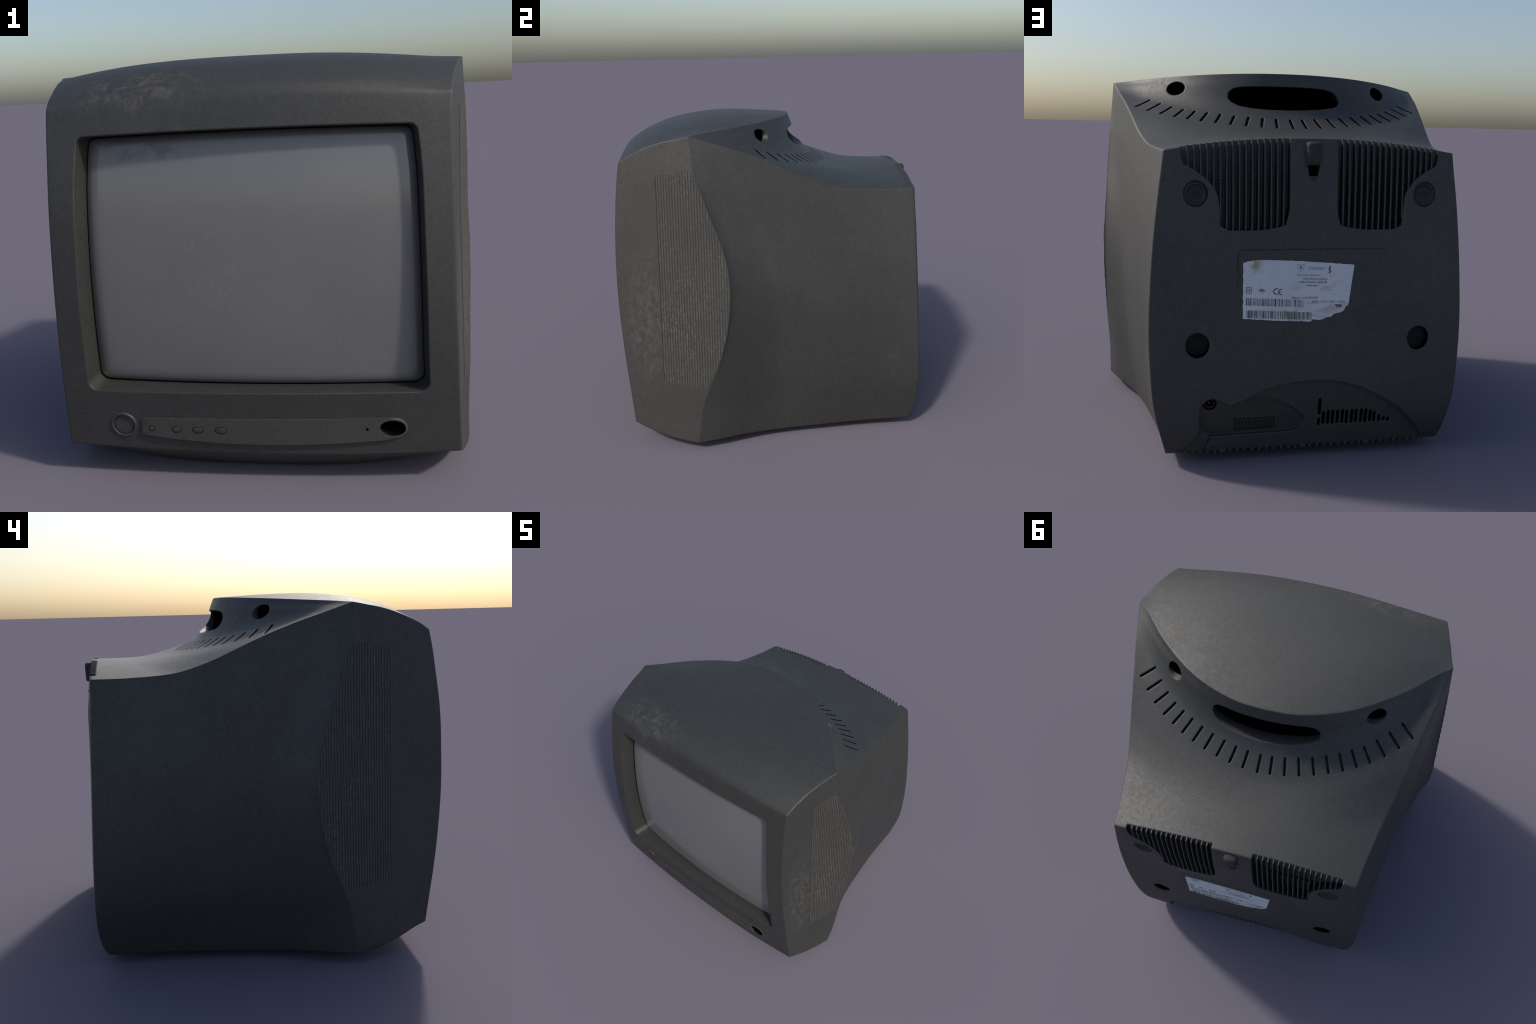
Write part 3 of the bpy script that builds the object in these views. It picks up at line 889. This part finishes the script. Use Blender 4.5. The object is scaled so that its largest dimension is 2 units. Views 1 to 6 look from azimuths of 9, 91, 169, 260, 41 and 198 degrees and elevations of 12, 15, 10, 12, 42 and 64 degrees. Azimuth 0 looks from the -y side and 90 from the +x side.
# round dished covers over the upper screws: turned profile (radius, depth)
prof = [(.0005, .002), (.005, .002), (.0075, .0065), (.0095, .0075), (.0125, .0070), (.0155, .0030), (.022, .0012), (.034, .0022), (.0385, .0075), (.042, .0125),
        (.0455, .0140), (.049, .0125), (.0515, .0085), (.0535, .0085), (.0553, .0120), (.0553, -.006)]
for s in (1, -1):
    cx, cz = s * .549, 1.312
    y0 = back_y(cx, cz) - .016
    loops = [[(cx + r * math.cos(2*math.pi*i/44), y0 + h - .04 * r * 1.06 * math.sin(2*math.pi*i/44), cz + r * 1.06 * math.sin(2*math.pi*i/44)) for i in range(44)] for r, h in prof]
    V, F = loft_loops(loops)
    finish(mesh_obj("screw_cover", V, F, M_COVER, ROOT), angle=.7)

# connector: framed two-row socket, and antenna jack with pin
yb = lambda x, z: bay_floor(x, z)
def bar(x0, z0, x1, z1, w, h, base):
    d = np.array([x1 - x0, z1 - z0]); d /= np.linalg.norm(d); q = np.array([-d[1], d[0]]) * w / 2
    pts = [(x0 + q[0], z0 + q[1]), (x0 - q[0], z0 - q[1]), (x1 - q[0], z1 - q[1]), (x1 + q[0], z1 + q[1])]
    return loft_loops([[(x, base(x, z) - .006, z) for x, z in pts], [(x, base(x, z) + h, z) for x, z in pts]])
def multi(name, pieces, mat, parent):
    V, F = [], []
    for v, f in pieces:
        o = len(V); V += v; F += [tuple(i + o for i in g) for g in f]
    o = mesh_obj(name, V, F, mat, parent); o["kind"] = "stuff"
    return finish(o)
fr = [(.358, .2155), (.165, .2155), (.1585, .1605), (.358, .154)]
sock = [bar(*fr[i], *fr[(i + 1) % 4], .0026, .0012, yb) for i in range(4)]
skt = multi("connector_frame", sock, M_DARK, ROOT)
pl = [(.3525, .210), (.171, .2095), (.165, .1628), (.3525, .1588)]
V, F = loft_loops([[(x, yb(x, z) - .006, z) for x, z in pl], [(x, yb(x, z) + .0035, z) for x, z in pl]])
socket = finish(mesh_obj("connector_socket", V, F, M_PART, ROOT), bevel=.001)
yb2 = lambda x, z: yb(x, z) + .0035
ir = [(.346, .2035), (.1765, .203), (.1735, .180), (.1695, .1665), (.346, .1655)]
multi("connector_outline", [bar(*ir[i], *ir[(i + 1) % 5], .0024, .0008, yb2) for i in range(5)], M_DARK, socket)
for i in range(10):
    for r, z in ((0, .1915), (1, .178)):
        x = .3355 - .0160 * i - .0055 * r
        V, F = bar(x, z - .0045, x + rng.uniform(-.001, .001), z + .0045, .0052, .001, yb2)
        finish(mesh_obj("socket_contact", V, F, M_DARK, socket))
jy = .852
jack = ring_torus("antenna_jack", .481, .307, .0235, .007, jy + .016, M_DISC, ROOT, 32, 10)
dome("jack_sleeve", .481, .307, .016, .016, jy, -.010, M_DARK, jack, 24, -.02)
V, F = loft_loops([[(.481 + .005*math.cos(t), y, .307 + .005*math.sin(t)) for t in np.linspace(0, 2*math.pi, 13)[:-1]] for y in (.84, .872)])
finish(mesh_obj("jack_pin", V, F, M_GOLD, jack), angle=.7)

# ribs under the rear edge
xs = []
x = .598
k = 0
for i in range(34):
    wide = i in (5, 16, 25, 33)
    xs.append((.598 - i * .0365, .015 if wide else .0058))
for x, w in xs:
    loops = []
    for y in np.linspace(.30, .864, 14):
        p, _ = hit((x, y, -1), (0, 0, 1))
        zt = p.z if p else .055
        zb = max(.004, zt - .013 * min(1, (y - .28) / .1))
        if y > .855: zb += .002
        loops.append([(x - w, y, zt + .012), (x + w, y, zt + .012), (x + w, y, zb + .002), (x + w*.6, y, zb), (x - w*.6, y, zb), (x - w, y, zb + .002)])
    V, F = loft_loops(loops)
    finish(mesh_obj("underside_rib", V, F, M_SLAT, ROOT), angle=.6)

# ------------------------------------------------------------------ torn paper label with print
LY = .0016
def lab(u, v):
    """label coordinates (as read from left-top, u right 0..1837, v down) -> x, z on the rear face"""
    return .330 - (u - 218) * .536/1837, .994 - (v - 378) * .000286 - (u - 218) / 1837 * .008
topp = [lab(*p) for p in ((218, 378), (300, 352), (430, 334), (620, 330), (900, 338), (1200, 350), (1500, 368), (1800, 390), (2055, 405))]
botp = [lab(*p) for p in ((215, 1300), (500, 1322), (800, 1338), (1100, 1352), (1340, 1362), (1362, 1318), (1450, 1338), (1540, 1322), (1600, 1300), (1680, 1280), (1720, 1238), (1790, 1222), (1888, 1196), (1915, 1128), (1968, 1075))]
def resample(p, n, jag):
    p = np.array(p); d = np.r_[0, np.cumsum(np.linalg.norm(np.diff(p, axis=0), axis=1))]
    t = np.linspace(0, d[-1], n)
    q = np.stack([np.interp(t, d, p[:, 0]), np.interp(t, d, p[:, 1])], -1)
    q[1:-1, 1] += np.array([rng.uniform(-jag, jag) for _ in range(n - 2)])
    return q
nT = 72
tp, bp = resample(topp, nT, .0012), resample(botp, nT, .0016)
rows = 14
V, F = [], []
for k in range(2):
    for r in range(rows):
        for i in range(nT):
            q = tp[i] + (bp[i] - tp[i]) * r / (rows - 1)
            if i == 0 and 0 < r < rows - 1: q = q + np.array([.0015 * math.sin(r * 2.6), 0])
            V.append((q[0], back_y(q[0], q[1]) + (LY if k == 0 else -.002), q[1]))
idx = lambda k, r, i: k*rows*nT + r*nT + i
for r in range(rows - 1):
    for i in range(nT - 1):
        F.append((idx(0, r, i), idx(0, r, i + 1), idx(0, r + 1, i + 1), idx(0, r + 1, i)))
        F.append((idx(1, r, i), idx(1, r + 1, i), idx(1, r + 1, i + 1), idx(1, r, i + 1)))
border = [(0, i) for i in range(nT)] + [(r, nT - 1) for r in range(1, rows)] + [(rows - 1, i) for i in range(nT - 2, -1, -1)] + [(r, 0) for r in range(rows - 2, 0, -1)]
for a, b in zip(border, border[1:] + border[:1]):
    F.append((idx(0, *a), idx(1, *a), idx(1, *b), idx(0, *b)))
label = finish(mesh_obj("paper_label", V, F, M_LABEL, ROOT), angle=.7)
ysurf = lambda x, z: back_y(x, z) + LY

def inkbar(x0, z0, x1, z1, w):
    d = np.array([x1 - x0, z1 - z0]); d /= np.linalg.norm(d); q = np.array([-d[1], d[0]]) * w / 2
    pts = [(x0 + q[0], z0 + q[1]), (x0 - q[0], z0 - q[1]), (x1 - q[0], z1 - q[1]), (x1 + q[0], z1 + q[1])]
    return loft_loops([[(x, ysurf(x, z) - .0006, z) for x, z in pts], [(x, ysurf(x, z) + .0006, z) for x, z in pts]])
def barcode(u0, u1, v0, v1, dv, n):
    pcs = []; u = u0
    while u < u1:
        w = rng.choice((6, 6, 10, 14, 20)); gap = rng.choice((6, 8, 8, 14, 20))
        t = (u - u0) / (u1 - u0)
        a = lab(u + w/2, v0 + dv*t); b = lab(u + w/2, v1 + dv*t)
        pcs.append(inkbar(*a, *b, w * .536/1837)); u += w + gap
    return pcs
multi("barcode", barcode(265, 1225, 955, 1078, 42, 0), M_BAR, label)
multi("barcode", barcode(265, 1350, 1160, 1288, 45, 0), M_BAR, label)
def outline_bars(pts, w, closed=True):
    q = [lab(*p) for p in pts]
    return [inkbar(*q[i], *q[(i + 1) % len(q)], w) for i in range(len(q) if closed else len(q) - 1)]
multi("insulation_symbol", outline_bars([(265, 782), (352, 786), (350, 876), (268, 874)], .0022) + outline_bars([(292, 808), (328, 810), (327, 850), (293, 848)], .0022), M_INK, label)
multi("shield_symbol", outline_bars([(1095, 400), (1222, 408), (1205, 455), (1175, 505), (1150, 520), (1125, 495), (1105, 450)], .0012), M_INK2, label)
multi("voltage_symbol", outline_bars([(1648, 432), (1628, 475), (1648, 505), (1632, 550)], .0062, False), M_INK, label)
multi("fuse_symbol", [inkbar(*lab(470, 832), *lab(568, 838), .0085), inkbar(*lab(490, 812), *lab(550, 815), .005), inkbar(*lab(490, 872), *lab(555, 876), .0015)], M_INK2, label)

def text(body, u, v, hpx, mat, wpx=None, bold=0.0, name="print"):
    cu = bpy.data.curves.new(name, "FONT"); cu.body = body; cu.size = 1.0; cu.extrude = 0.0; cu.offset = bold
    cu.resolution_u = 3
    o = bpy.data.objects.new(name, cu); SCN.collection.objects.link(o)
    me = bpy.data.meshes.new_from_object(o.evaluated_get(bpy.context.evaluated_depsgraph_get()))
    bpy.data.objects.remove(o); bpy.data.curves.remove(cu)
    bm = bmesh.new(); bm.from_mesh(me)
    xs = [w.co.x for w in bm.verts]; ys = [w.co.y for w in bm.verts]
    mx, my, Mx, My = min(xs), min(ys), max(xs), max(ys)
    sy = hpx / .70; sx = wpx / (Mx - mx) if wpx else sy
    geo = bmesh.ops.extrude_face_region(bm, geom=bm.faces[:])
    up = {w for w in geo["geom"] if isinstance(w, bmesh.types.BMVert)}
    for w in bm.verts:
        uu = u + (w.co.x - mx) * sx; vv = v - w.co.y * sy + (w.co.x - mx) * sx * .012
        x, z = lab(uu, vv)
        w.co = (x, ysurf(x, z) + (.0006 if w in up else -.0006), z)
    bmesh.ops.recalc_face_normals(bm, faces=bm.faces)
    bm.to_mesh(me); bm.free(); me.materials.clear(); me.materials.append(mat)
    o = bpy.data.objects.new(name, me); SCN.collection.objects.link(o); o.parent = label
    return o
def arc_mark(cu, cv, ru, rv, a0, a1, n, w):
    q = [lab(cu + ru * math.cos(math.radians(a0 + (a1 - a0)*i/n)), cv + rv * math.sin(math.radians(a0 + (a1 - a0)*i/n))) for i in range(n + 1)]
    return [inkbar(*q[i], *q[i + 1], w) for i in range(n)]
multi("conformity_mark", arc_mark(762, 850, 48, 46, 65, 295, 12, .0042) + arc_mark(838, 857, 44, 44, 75, 285, 12, .0042) + [inkbar(*lab(795, 856), *lab(830, 857), .0036)], M_INK, label)
text("B", 1138, 478, 54, M_INK2, 44, .01, "safety_letter")
text("UWAGA !", 1285, 490, 48, M_INK2, 280, 0, "warning_heading")
text("Wysokie napiecie !", 1090, 590, 30, M_INK2, 400, 0, "warning_line")
text("Przed zdjeciem obudowy", 1200, 655, 36, M_INK2, 405, .006, "warning_line")
text("wyjac wtyczke z gniazda", 1130, 708, 40, M_INK2, 465, .012, "warning_line")
text("sieciowego !", 1250, 764, 34, M_INK2, 215, .008, "warning_line")
text("Made in EUROPE", 1018, 972, 34, M_INK2, 432, .004, "origin_line")
text("30W  220V-240V ~50Hz", 1350, 1042, 36, M_INK2, 560, .006, "rating_line")
text("'05", 1742, 1122, 50, M_INK, 108, .03, "year_mark")

for o in list(bpy.data.objects):
    if o.type == "MESH" and o.parent is None:
        o.parent = ROOT
